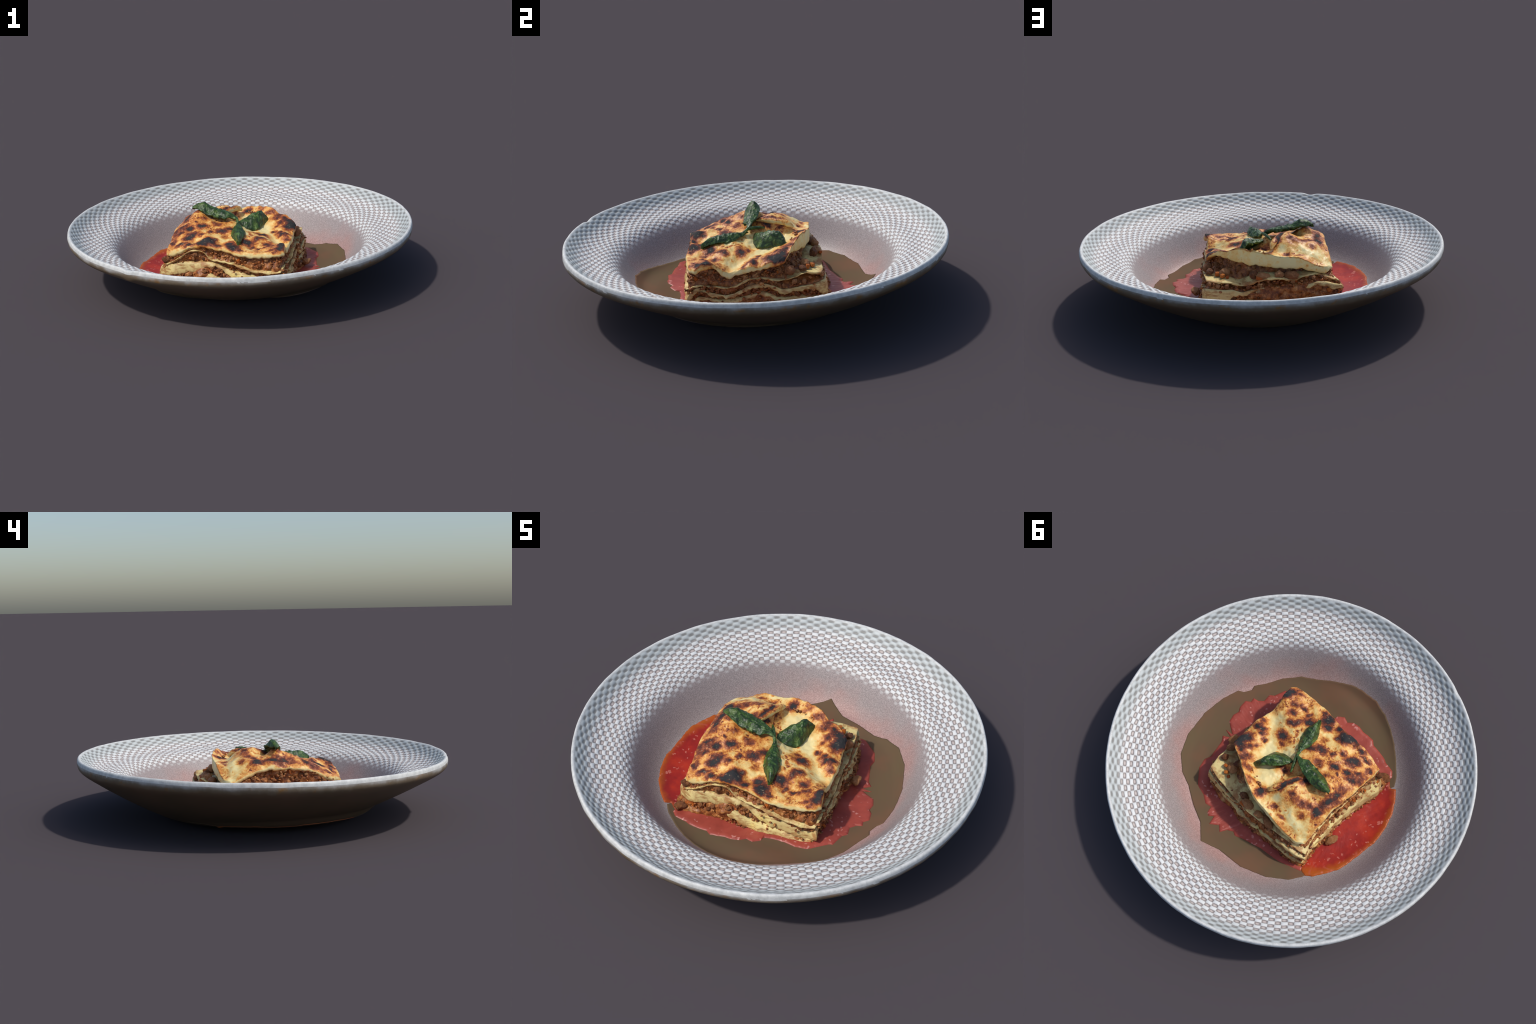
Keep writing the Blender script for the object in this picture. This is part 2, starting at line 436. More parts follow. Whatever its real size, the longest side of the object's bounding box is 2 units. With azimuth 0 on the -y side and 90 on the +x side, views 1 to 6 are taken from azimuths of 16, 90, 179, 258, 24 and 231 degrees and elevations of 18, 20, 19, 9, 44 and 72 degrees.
# --- measured runs of the top sheet
T_front = [(-.335, -.352, .205), (-.259, -.362, .230), (-.193, -.360, .253), (-.130, -.353, .272), (-.074, -.346, .261), (-.012, -.351, .253), (.047, -.359, .242), (.106, -.363, .233), (.165, -.359, .228), (.225, -.354, .231), (.281, -.342, .230), (.328, -.325, .236)]
T_right = [(.345, -.305, .237), (.337, -.269, .252), (.331, -.233, .253), (.317, -.203, .246), (.318, -.174, .221), (.319, -.145, .197), (.321, -.108, .206), (.323, -.070, .221), (.327, -.035, .230), (.322, .001, .235), (.315, .037, .239), (.313, .073, .245), (.311, .108, .250)]
T_back = [(.305, .147, .262), (.254, .180, .301), (.205, .193, .290), (.160, .218, .279), (.110, .240, .270), (.062, .260, .266), (.012, .276, .263), (-.038, .284, .259), (-.088, .283, .256), (-.140, .286, .257), (-.195, .290, .254), (-.245, .287, .243), (-.293, .281, .227), (-.342, .272, .222)]
T_left = [(-.375, .243, .232), (-.370, .180, .257), (-.361, .113, .282), (-.354, .044, .295), (-.350, -.030, .293), (-.352, -.104, .289), (-.352, -.181, .276), (-.344, -.266, .240)]
T_low = sides(T_front, T_right, T_back, T_left)
rf = [(x, y + .008, z + .021) for x, y, z in T_front]
rr_ = [(x - .006, y, z + .019) for x, y, z in T_right]
B_rim = [(0.290, 0.146, 0.288), (0.248, 0.179, 0.318), (0.197, 0.193, 0.327), (0.148, 0.221, 0.346), (0.100, 0.243, 0.351), (0.050, 0.263, 0.349), (0.000, 0.278, 0.342), (-0.049, 0.285, 0.326), (-0.099, 0.284, 0.317), (-0.150, 0.285, 0.311), (-0.200, 0.288, 0.312), (-0.246, 0.284, 0.288), (-0.293, 0.277, 0.262), (-0.340, 0.268, 0.253)]
rl = [(-.362, .238, .245)] + [(x + .008, y, z + .020) for x, y, z in T_left[1:]]
T_rim = sides(rf, rr_, B_rim, rl)
# heights inside the sheet: ridges, hollows, the curled fold and the step behind it
TOP = [(-.243, -.184, .316), (-.183, -.153, .328), (-.221, -.254, .295), (-.096, -.314, .303), (.055, -.319, .270), (.107, -.236, .271), (.218, -.204, .259), (.146, -.257, .254), (.172, -.163, .280),
       (.202, .014, .266), (.275, -.018, .267), (.273, .109, .292), (.291, -.093, .227), (.143, -.067, .272), (.070, -.013, .267), (-.018, .235, .318), (-.133, .233, .306), (-.198, .239, .310), (-.311, .093, .335),
       (.295, -.219, .273), (.25, -.115, .236), (.205, -.095, .252), (.235, -.165, .268), (-.123, .022, .354), (-.108, .050, .357), (-.095, .085, .358), (-.085, .120, .355), (-.078, .150, .352), (-.075, .178, .338),
       (-.085, .010, .312), (-.072, .045, .302), (-.060, .085, .298), (-.048, .120, .297), (-.036, .150, .300), (.02, .09, .288), (.08, .10, .284), (.13, .09, .278), (.06, .19, .310), (.15, .17, .312), (.21, .12, .302), (.02, .03, .285),
       (-.21, .09, .352), (-.27, .02, .346), (-.28, -.088, .345), (-.28, -.146, .335), (-.285, -.20, .315), (-.29, -.27, .272), (-.28, .165, .322), (-.20, .0, .348), (-.14, -.06, .336), (-.09, -.12, .322), (-.12, -.22, .312), (-.02, -.2, .297), (.02, -.26, .284), (.0, -.08, .318), (-.03, -.02, .330), (-.230, .000, .378), (-.258, -.012, .380), (-.20, -.01, .360),
       (-.16, -.29, .287), (-.02, -.285, .272), (-.33, .02, .325), (-.33, -.1, .318), (-.245, .215, .318)]
pts = TOP + [tuple(p) for p in loop(T_rim)[::8]]
top_h = Tps(pts, 3e-5)

# --- second sheet
S2_front = [(-0.345, -0.347, 0.150), (-0.287, -0.363, 0.178), (-0.223, -0.361, 0.220), (-0.161, -0.355, 0.248), (-0.117, -0.347, 0.232), (-0.073, -0.347, 0.196), (-0.007, -0.363, 0.194), (0.048, -0.363, 0.185), (0.100, -0.365, 0.167), (0.153, -0.361, 0.148), (0.212, -0.361, 0.143), (0.271, -0.361, 0.139)]
S2_right = [(.332, -.352, .146), (.340, -.294, .166), (.336, -.216, .157), (.332, -.137, .145), (.337, -.085, .163), (.338, -.039, .187), (.334, .030, .192), (.328, .121, .176), (.321, .185, .188), (.317, .239, .206)]
S2_back = [(.300, .326, .201), (.234, .338, .195), (.166, .340, .192), (.104, .341, .176), (.030, .346, .199), (-.040, .344, .213), (-.104, .333, .207), (-.164, .318, .194), (-.232, .305, .214), (-.296, .294, .214), (-.356, .283, .191)]
S2_left = [(-0.409, 0.264, 0.168), (-0.381, 0.200, 0.172), (-0.354, 0.100, 0.178), (-0.348, 0.000, 0.182), (-0.346, -0.100, 0.186), (-0.342, -0.200, 0.174), (-0.346, -0.300, 0.156)]
S2 = sides(S2_front, S2_right, S2_back, S2_left)
# --- third sheet, its border hangs down
S3_front = [(-0.376, -0.328, 0.105), (-0.325, -0.350, 0.148), (-0.286, -0.352, 0.158), (-0.226, -0.354, 0.168), (-0.169, -0.352, 0.174), (-0.113, -0.349, 0.178), (-0.058, -0.348, 0.176), (-0.011, -0.342, 0.163), (0.034, -0.346, 0.138), (0.087, -0.350, 0.130), (0.152, -0.350, 0.120), (0.223, -0.350, 0.102), (0.294, -0.344, 0.092)]
S3_right = [(.332, -.345, .112), (.332, -.295, .150), (.333, -.22, .122), (.332, -.158, .106), (.332, -.107, .117), (.334, -.032, .156), (.334, .02, .166), (.332, .076, .154), (.330, .132, .130), (.328, .219, .140), (.320, .300, .150)]
S3_back = [(.298, .346, .165), (.223, .352, .160), (.160, .354, .156), (.110, .354, .142), (.073, .350, .148), (.035, .335, .150), (.0, .315, .148), (-.082, .305, .150), (-.150, .305, .155), (-.205, .315, .160), (-.250, .326, .170), (-.290, .324, .180), (-.330, .316, .178), (-.388, .300, .156)]
S3_left = [(-0.422, 0.280, 0.146), (-0.398, 0.200, 0.138), (-0.384, 0.080, 0.130), (-0.380, -0.050, 0.126), (-0.386, -0.200, 0.124), (-0.396, -0.290, 0.110)]
S3L_front = [(-0.384, -0.330, 0.080), (-0.330, -0.364, 0.092), (-0.306, -0.374, 0.096), (-0.210, -0.366, 0.114), (-0.160, -0.366, 0.132), (-0.111, -0.364, 0.153), (-0.060, -0.362, 0.155), (-0.013, -0.360, 0.142), (0.030, -0.362, 0.114), (0.084, -0.362, 0.090), (0.156, -0.358, 0.078), (0.227, -0.362, 0.064), (0.300, -0.352, 0.060)]
S3L_right = [(.338, -.350, .066), (.338, -.295, .132), (.339, -.22, .106), (.338, -.158, .092), (.338, -.107, .103), (.340, -.032, .140), (.340, .02, .150), (.338, .076, .138), (.336, .132, .112), (.333, .219, .122), (.326, .300, .126)]
S3L_back = [(.306, .354, .070), (.250, .362, .100), (.195, .362, .085), (.155, .362, .128), (.110, .360, .128), (.074, .356, .134), (.035, .338, .138), (.0, .318, .136), (-.082, .308, .138), (-.150, .308, .143), (-.205, .318, .148), (-.250, .330, .154), (-.290, .328, .164), (-.330, .321, .160), (-.392, .306, .134)]
S3L_left = [(-0.426, 0.282, 0.126), (-0.402, 0.200, 0.112), (-0.390, 0.080, 0.098), (-0.386, -0.050, 0.082), (-0.394, -0.200, 0.066), (-0.404, -0.290, 0.060)]
S3, S3L = sides(S3_front, S3_right, S3_back, S3_left), sides(S3L_front, S3L_right, S3L_back, S3L_left)
# --- bottom sheet
S4_front = [(-0.360, -0.322, 0.058), (-0.300, -0.337, 0.062), (-0.180, -0.344, 0.070), (-0.125, -0.366, 0.100), (-0.100, -0.374, 0.116), (-0.057, -0.374, 0.108), (0.000, -0.372, 0.088), (0.052, -0.370, 0.076), (0.124, -0.366, 0.068), (0.196, -0.360, 0.058), (0.270, -0.352, 0.052)]
S4_right = [(0.314, -0.348, 0.052), (0.324, -0.300, 0.096), (0.326, -0.180, 0.080), (0.327, -0.035, 0.100), (0.329, 0.035, 0.116), (0.329, 0.110, 0.085), (0.327, 0.200, 0.086)]
S4_back = [(.312, .330, .074), (.25, .352, .090), (.145, .356, .080), (.07, .358, .098), (.0, .358, .078), (-.1, .350, .078), (-.25, .334, .084), (-.36, .314, .078)]
S4_left = [(-0.412, 0.296, 0.072), (-0.388, 0.200, 0.075), (-0.376, 0.050, 0.072), (-0.374, -0.100, 0.072), (-0.382, -0.250, 0.068)]
S4L_front = [(-0.362, -0.326, 0.048), (-0.300, -0.342, 0.050), (-0.180, -0.350, 0.056), (-0.125, -0.376, 0.075), (-0.100, -0.386, 0.083), (-0.057, -0.387, 0.072), (0.000, -0.386, 0.052), (0.052, -0.385, 0.044), (0.124, -0.380, 0.042), (0.196, -0.373, 0.040), (0.270, -0.364, 0.040)]
S4, S4L = sides(S4_front, S4_right, S4_back, S4_left), sides(S4L_front, [(x + .008, y, z - .014) for x, y, z in S4_right], [(x, y + .008, z - .014) for x, y, z in S4_back], [(x - .008, y, z - .014) for x, y, z in S4_left])
BASE = sides([(-.366, -.398, .02), (-.25, -.387, .02), (-.14, -.380, .02), (0, -.382, .02), (.1, -.379, .02), (.24, -.367, .02)],
             [(.320, -.358, .02), (.333, -.3, .02), (.340, -.15, .02), (.338, 0, .02), (.356, .1, .02), (.352, .18, .02)],
             [(.312, .335, .02), (.205, .385, .02), (.08, .374, .02), (-.01, .386, .02), (-.07, .370, .02), (-.17, .366, .02), (-.25, .346, .02), (-.35, .338, .02)],
             [(-.428, .31, .02), (-.412, .2, .03), (-.405, .08, .03), (-.382, .0, .03), (-.393, -.1, .03), (-.397, -.2, .03), (-.404, -.3, .03), (-.398, -.36, .03)])

def stain_mix(n, col, amount=.7, tint=(170, 104, 52)):
    m = n.math('MULTIPLY', n.step(n.noise(13, 4, .6), .56, .68), amount)
    return n.mix(m, col, lin(*tint))

def pasta_material():
    n = Nodes('soft_egg_pasta')
    x, y, z = n.xyz(n.co)
    c = n.ramp(n.noise(8, 3), [(.3, lin(190, 164, 106)), (.46, lin(214, 192, 130)), (.60, lin(226, 206, 138)), (.75, lin(238, 218, 130))])  # last stop yellowed for sunlight on the back-right ledge
    c = stain_mix(n, c)
    streak = n.math('MULTIPLY', n.step(n.noise(24, 4, .7, dist=1.0), .54, .68), .6)
    c = n.mix(streak, c, lin(150, 104, 60))
    lay = n.noise(16, 4, .65, vec=n.vmath('MULTIPLY', n.co, (1, 1, 4)))  # brown bands darken the sheet edges for shadow on the cut sides
    c = n.mix(n.math('MULTIPLY', n.step(lay, .46, .62), .7), c, lin(158, 100, 50))
    pep = n.step(n.voronoi(70), .10, .05)
    c = n.mix(n.math('MULTIPLY', pep, n.step(n.noise(5, 2), .5, .6)), c, lin(70, 60, 40))
    n.bump(n.noise(40, 3), .2, .004)
    return n.set(Base_Color=c, Roughness=.5, Specular_IOR_Level=.35)

# browned places on the top: x, y, radius, heat (1 = charred, .6 = brown, .4 = golden), stretch angle, stretch
SPOTS = [(-.250, -.180, .030, 1.0, 0, 1), (-.183, -.153, .034, .95, 20, 1.3), (-.225, -.254, .040, 1.0, 60, 1.3), (-.205, -.225, .03, .7, 0, 1), (-.090, -.312, .048, 1.1, 10, 1.1), (-.125, -.338, .045, 1.1, 0, 1.5), (-.065, -.285, .03, .9, 60, 1.2), (-.035, -.335, .03, .85, 0, 1),
         (.052, -.322, .042, 1.0, 60, 1.4), (.020, -.29, .03, .95, 0, 1.2), (.107, -.236, .034, .95, 20, 1.3), (.318, -.265, .042, 1.05, 70, 2.0), (.335, -.215, .03, 1.0, 80, 1.6), (.290, .110, .052, 1.2, 60, 1.5), (.262, .135, .035, 1.0, 40, 1.3), (.235, .155, .03, .8, 0, 1),
         (-.104, .075, .030, 1.05, 75, 3.0), (-.085, .135, .030, 1.05, 78, 2.6), (-.150, .02, .035, .9, 60, 1.5), (-.018, .235, .034, .9, 0, 1), (-.307, .094, .036, .95, 80, 1.6), (-.305, .0, .040, .95, 80, 2.0), (-.31, -.05, .036, .8, 80, 2.0), (-.26, .10, .04, .65, 0, 1.4),
         (-.22, .13, .05, .62, 20, 2.0), (-.16, .13, .04, .58, 0, 1.6), (-.133, .233, .026, .68, 20, 1.4), (-.198, .245, .026, .62, 20, 2.0), (.218, -.204, .036, .78, 45, 1.4), (.146, -.262, .028, .74, 60, 1.3), (.19, -.27, .03, .66, 0, 1.6), (.172, -.163, .034, .74, 30, 1.4), (.15, -.19, .04, .66, 70, 1.6),
         (.202, .014, .022, .74, 0, 1), (.275, -.018, .036, .82, 30, 1.5), (.245, .0, .034, .68, 0, 1.4), (.29, -.06, .03, .7, 40, 1.4), (.150, -.075, .042, .80, 0, 1.5), (.120, -.04, .03, .66, 0, 1.2), (.24, -.25, .04, .58, 40, 1.6), (.27, -.31, .03, .62, 10, 1.6), (.09, -.34, .03, .6, 0, 1.4),
         (-.06, -.17, .040, .80, 10, 1.8), (-.01, -.13, .045, .72, 20, 1.5), (-.12, -.20, .026, .68, 0, 1), (-.16, -.24, .030, .70, 0, 1.2), (-.03, -.22, .034, .60, 80, 1.6), (-.29, -.22, .036, .70, 60, 1.8), (-.31, -.29, .03, .66, 70, 1.8), (-.26, -.32, .034, .74, 10, 2.2), (-.20, -.335, .03, .78, 10, 1.8),
         (.13, .20, .05, .62, 30, 2.0), (.19, .17, .05, .68, 35, 1.8), (.22, .11, .045, .60, 60, 1.6), (.07, .235, .04, .52, 20, 1.6), (.2, .07, .03, .6, 60, 1.6), (.0, .05, .04, .74, 20, 2.0), (-.10, -.10, .05, .52, 0, 1.6), (-.20, -.08, .06, .44, 30, 1.6), (-.25, -.02, .06, .42, 60, 1.4), (-.16, -.02, .05, .48, 0, 1.4),
         (-.300, .045, .050, .70, 85, 1.5), (-.305, -.105, .050, .72, 80, 1.4), (-.295, -.165, .040, .84, 60, 1.2), (-.325, -.215, .045, .62, 85, 1.6), (-.335, -.02, .040, .64, 85, 1.8), (-.26, .165, .035, .6, 30, 1.5)]
PALE = [(.06, .14, .085), (.14, .045, .06), (.26, -.10, .05), (.24, -.15, .035), (-.24, .20, .05), (-.10, .20, .03), (-.04, -.25, .05), (-.30, -.12, .03), (.05, -.02, .05), (-.15, -.30, .03)]

def crust_material():
    n = Nodes('browned_cheese_crust')
    x, y, z = n.xyz(n.co)
    w = n.vmath('SCALE', n.vmath('SUBTRACT', n.noise(22, 4, .65, color=True), (.5, .5, .5)), .060)
    p = n.vmath('ADD', n.co, w)
    px, py, pz = n.xyz(p)
    heat = 0.0
    for sx, sy, sr, h, ang, st in SPOTS:
        sr = sr * .93
        ca, sa = math.cos(math.radians(ang)), math.sin(math.radians(ang))
        dx, dy = n.math('SUBTRACT', px, sx), n.math('SUBTRACT', py, sy)
        u = n.math('MULTIPLY_ADD', dx, ca / (sr * math.sqrt(st)), n.math('MULTIPLY', dy, sa / (sr * math.sqrt(st))))
        v = n.math('MULTIPLY_ADD', dx, -sa * math.sqrt(st) / sr, n.math('MULTIPLY', dy, ca * math.sqrt(st) / sr))
        d2 = n.math('MULTIPLY_ADD', u, u, n.math('MULTIPLY', v, v))
        g = n.math('DIVIDE', h * 1.52, n.math('MULTIPLY_ADD', d2, 1.30, 1.0))
        heat = n.math('SMOOTH_MAX', heat, g, .06) if not isinstance(heat, float) else g
    cool = None
    for sx, sy, sr in PALE:
        dx, dy = n.math('SUBTRACT', px, sx), n.math('SUBTRACT', py, sy)
        d2 = n.math('MULTIPLY_ADD', dx, dx, n.math('MULTIPLY', dy, dy))
        g = n.math('EXPONENT', n.math('MULTIPLY', d2, -1 / (sr * sr)))
        cool = g if cool is None else n.math('MAXIMUM', cool, g)
    keep = n.math('SUBTRACT', 1.0, n.math('MULTIPLY', cool, .92))
    # a golden wash over most of the top, freckles of two sizes, and a grainy break-up of every edge
    wash = n.math('MULTIPLY', n.step(n.noise(6.5, 4, .6), .32, .60), .40)
    fr1 = n.math('MULTIPLY', n.step(n.voronoi(27, p), .44, .12), n.step(n.noise(8, 2), .44, .60))
    fr2 = n.math('MULTIPLY', n.step(n.voronoi(52, p), .46, .14), n.step(n.noise(12, 2), .50, .62))
    free = n.math('MULTIPLY', n.math('ADD', wash, n.math('MAXIMUM', n.math('MULTIPLY', fr1, .48), n.math('MULTIPLY', fr2, .40))), keep)
    heat = n.math('MULTIPLY', n.math('SUBTRACT', heat, .07), n.math('MULTIPLY_ADD', cool, -.45, 1.0))
    heat = n.math('SMOOTH_MAX', heat, free, .10)
    heat = n.math('MULTIPLY', heat, n.math('MULTIPLY_ADD', n.noise(38, 5, .75), 1.5, .22))
    g1 = n.math('SUBTRACT', n.noise(30, 5, .72), .5)
    g2 = n.math('SUBTRACT', n.noise(85, 3, .7), .5)
    grit = n.math('ADD', n.math('MULTIPLY', g1, .6), n.math('MULTIPLY', g2, .5))
    heat = n.math('ADD', heat, n.math('MULTIPLY', grit, n.step(heat, .02, .45)))
    nz = n.xyz(n.t.nodes.new('ShaderNodeNewGeometry').outputs['Normal'])[2]
    heat = n.math('MULTIPLY', heat, n.step(nz, .15, .60, .34, .88))
    # rims of the sheet are paler: the cheese did not reach them
    col = n.ramp(heat, [(.07, lin(232, 214, 154)), (.17, lin(234, 198, 124)), (.28, lin(222, 160, 82)), (.38, lin(194, 118, 52)), (.49, lin(148, 78, 40)), (.63, lin(112, 58, 42)), (.80, lin(76, 50, 46)), (.95, lin(54, 53, 53))])
    gloss = n.noise(70, 2)
    col = n.mix(n.math('MULTIPLY', n.step(gloss, .6, .8), .25), col, lin(246, 214, 170))
    pep = n.math('MULTIPLY', n.step(n.voronoi(64), .09, .05), n.step(n.noise(4, 2), .5, .6))
    col = n.mix(n.math('MULTIPLY', pep, .8), col, lin(66, 50, 38))
    n.bump(n.math('ADD', n.noise(36, 4, .6), n.math('MULTIPLY', heat, .8)), .45, .006)
    return n.set(Base_Color=col, Roughness=n.step(heat, .4, .8, .42, .8), Specular_IOR_Level=n.step(heat, .4, .8, .35, .12))

def meat_material():
    n = Nodes('minced_meat_ragu')
    c = n.ramp(n.noise(26, 5, .68), [(.30, lin(78, 40, 20)), (.43, lin(138, 78, 40)), (.55, lin(176, 112, 60)), (.70, lin(208, 156, 98))])
    c = n.mix(n.math('MULTIPLY', n.step(n.noise(12, 3), .58, .68), .7), c, lin(186, 98, 40))
    dark = n.step(n.voronoi(40, out='Distance', feature='DISTANCE_TO_EDGE'), .10, .0)
    c = n.mix(n.math('MULTIPLY', dark, .5), c, lin(84, 46, 26))
    cream = n.math('MULTIPLY', n.step(n.noise(9, 3), .60, .68), .55)
    c = n.mix(cream, c, lin(206, 184, 130))
    n.bump(n.noise(50, 3, .6), .35, .006)
    return n.set(Base_Color=c, Roughness=.42, Specular_IOR_Level=.35)

M_crust, M_pasta, M_meat = crust_material(), pasta_material(), meat_material()

top_ob, TP, TE, TL = sheet('baked_top_sheet', T_rim, T_low, .020, M_crust, top_h, .0070, 1., ragged=.006)
sheet('pasta_sheet', S2, off(S2, (0, 0, -.003)), .010, M_pasta, None, .004, 4., .12, .005)
sheet('pasta_sheet.001', S3, S3L, .011, M_pasta, None, .003, 8., ragged=.012)
sheet('pasta_sheet.002', S4, S4L, .011, M_pasta, None, .003, 12., ragged=.011)

# --- filling between the sheets: one lumpy body of mince
def inset(L, d):
    c = L[:, :2].mean(0); v = L[:, :2] - c; l = np.linalg.norm(v, axis=1)[:, None]
    out = L.copy(); out[:, :2] = L[:, :2] - v / l * d
    return out
LB = loop(BASE)
def along(pairs):
    """Amounts round the loop: 0 front-left, 1 front-right, 2 back-right, 3 back-left, 4 front-left again."""
    t = np.linspace(0, 4, len(LB), endpoint=False); p, v = np.array(pairs).T
    return np.interp(t, p, v)
def cut(L, a):
    c = L[:, :2].mean(0); v = L[:, :2] - c; out = L.copy()
    out[:, :2] = L[:, :2] - v / np.linalg.norm(v, axis=1)[:, None] * a[:, None]
    return out
IN_S2 = along([(0, .012), (1, .018), (1.5, .020), (1.72, .03), (1.9, .11), (2.0, .15), (2.15, .11), (2.5, .09), (2.75, .06), (2.95, .04), (3.1, .012), (3.9, .006), (4, .012)])
IN_T = along([(0, .026), (1, .036), (1.5, .036), (1.85, .05), (2.0, .06), (2.5, .075), (2.9, .05), (3.1, .02), (3.25, .022), (3.36, .045), (3.45, .006), (3.9, .0), (4, .018)])
levels = [inset(LB, .004), inset(LB, .010), cut(loop(S4), along([(0, -.045), (.35, -.03), (.45, .014), (4, .014), (4, -.045)])), cut(loop(S3), along([(0, .012), (1, .016), (2.3, .018), (2.42, -.02), (2.6, -.03), (2.72, .0), (2.8, .018), (4, .014)])), cut(loop(S2), IN_S2), cut(loop(T_rim), IN_T)]
levels[1][:, 2] = .05
levels[5][:, 2] -= .016
up = []
for a, b, k in zip(levels[:-1], levels[1:], (2, 8, 10, 10, 12)):
    for i in range(k):
        t = i / k
        X = a + (b - a) * t
        up.append(X)
up.append(levels[-1])
core = np.array(up)
rows, m = core.shape[:2]
P = core.reshape(-1, 3)
c = np.array([-.01, 0.0])
out = np.c_[P[:, :2] - c, np.zeros(len(P))]; out /= np.linalg.norm(out, axis=1)[:, None]
d = (lumps(P, 34, 3.) - .45) * .016 + fbm(P, 15, 3, 2.) * .006 + fbm(P, 70, 2, 6.) * .002
P = P + out * d[:, None]
P[:, 2] = np.minimum(P[:, 2], top_h(P[:, :2]) - .022)
V = list(P); F = quads(rows, m, 0, True)
V += [np.array([0, 0, .21]), np.array([0, 0, .03])]
F += [(len(P), (rows-1)*m + j, (rows-1)*m + (j+1) % m) for j in range(m)] + [(len(P)+1, (j+1) % m, j) for j in range(m)]
core_ob = mesh_from('meat_filling', V, F, M_meat, lasagna); recalc(core_ob)

# --- loose crumbs of mince and carrot dice along the open sides
def crumb_mesh(name, mat, seed, rough=.28, sub=3, box=False):
    bm = bmesh.new()
    if box:
        bmesh.ops.create_cube(bm, size=1.5)
        bmesh.ops.subdivide_edges(bm, edges=bm.edges, cuts=5, use_grid_fill=True)
        for v in bm.verts:
            v.co = v.co.lerp(v.co.normalized() * .95, .38)
    else:
        bmesh.ops.create_icosphere(bm, subdivisions=sub, radius=1)
    for v in bm.verts:
        q = Vector(v.co) * 1.5 + Vector((seed * 3.1, seed, -seed))
        v.co *= 1 + rough * noise.fractal(q, 1, 2, 3) + rough * .5 * noise.noise(q * 2.7)
    me = bpy.data.meshes.new(name); bm.to_mesh(me); bm.free()
    for p in me.polygons: p.use_smooth = True
    me.materials.append(mat)
    return me

def crumb_material(name, stops):
    n = Nodes(name)
    rnd = n.t.nodes.new('ShaderNodeObjectInfo').outputs['Random']
    v = n.math('ADD', n.math('MULTIPLY', n.noise(2.2, 4, .65), .8), n.math('MULTIPLY', n.math('SUBTRACT', rnd, .5), .45))
    n.bump(n.noise(5, 4, .7), .5, .3)
    return n.set(Base_Color=n.ramp(v, stops), Roughness=.5, Specular_IOR_Level=.35)
M_crumb = crumb_material('mince_crumb', [(.15, lin(100, 58, 32)), (.38, lin(146, 92, 54)), (.58, lin(170, 116, 72)), (.82, lin(196, 150, 104))])
M_carrot = crumb_material('stewed_carrot', [(.15, lin(168, 78, 24)), (.45, lin(198, 104, 36)), (.8, lin(216, 132, 52))])
crumbs = [crumb_mesh('meat_crumb', M_crumb, s) for s in (1., 2., 3., 4., 5.)]
carrots = [crumb_mesh('carrot_cube', M_carrot, s, .12, box=True) for s in (6., 7., 8.)]

def place(me, name, co, size, rot=None):
    ob = bpy.data.objects.new(name, me)
    ob.location = co
    ob.scale = size if isinstance(size, tuple) else (size, size * random.uniform(.7, 1.1), size * random.uniform(.6, .9))
    ob.rotation_euler = rot or (random.uniform(0, 6), random.uniform(0, 6), random.uniform(0, 6))
    bpy.context.scene.collection.objects.link(ob)
    ob.parent = lasagna
    return ob

band = [(cut(loop(S2), IN_S2 - .004), cut(loop(T_rim), IN_T), 95, .25, .70), (inset(loop(S3), .006), inset(loop(S2), .008), 60, .3, .75), (cut(loop(S4), along([(0, -.05), (.35, -.035), (.45, .006), (4, .006)])), inset(loop(S3L), .008), 70, .3, .8), (inset(LB, .004), inset(loop(S4L), .006), 55, .25, .75)]
for A, B, cnt, lo, hi in band:
    A, B = A.copy(), B.copy()
    for _ in range(cnt):
        j = random.randrange(len(A)); t = random.uniform(lo, hi)
        gap = B[j, 2] - A[j, 2]
        if gap < .018: continue
        q = A[j] + (B[j] - A[j]) * t
        s = min(.015, gap * .38) * random.uniform(.6, 1.15)
        if random.random() < .14: place(random.choice(carrots), 'carrot_cube', q, s * .8)
        else: place(random.choice(crumbs), 'meat_crumb', q, s)
# fine mince too small to pick out singly, scattered over the open sides
bits = []
for A, B, cnt, lo, hi in [(cut(loop(S2), IN_S2 - .002), cut(loop(T_rim), IN_T - .004), 700, .08, .85), (cut(loop(S3), along([(0, .008), (2.3, .012), (2.42, -.026), (2.6, -.036), (2.72, -.006), (2.8, .012), (4, .010)])), cut(loop(S2), np.minimum(IN_S2, .02)), 420, .1, .85), (cut(loop(S4), along([(0, -.048), (.35, -.033), (.45, .010), (4, .010)])), inset(loop(S3L), .010), 420, .1, .9), (inset(LB, .0), inset(loop(S4L), .004), 420, .2, .9)]:
    for _ in range(cnt):
        j = random.randrange(len(A)); t = random.uniform(lo, hi)
        if B[j, 2] - A[j, 2] < .012: continue
        bits.append(A[j] + (B[j] - A[j]) * t + np.array([random.gauss(0, .002) for _ in range(3)]))
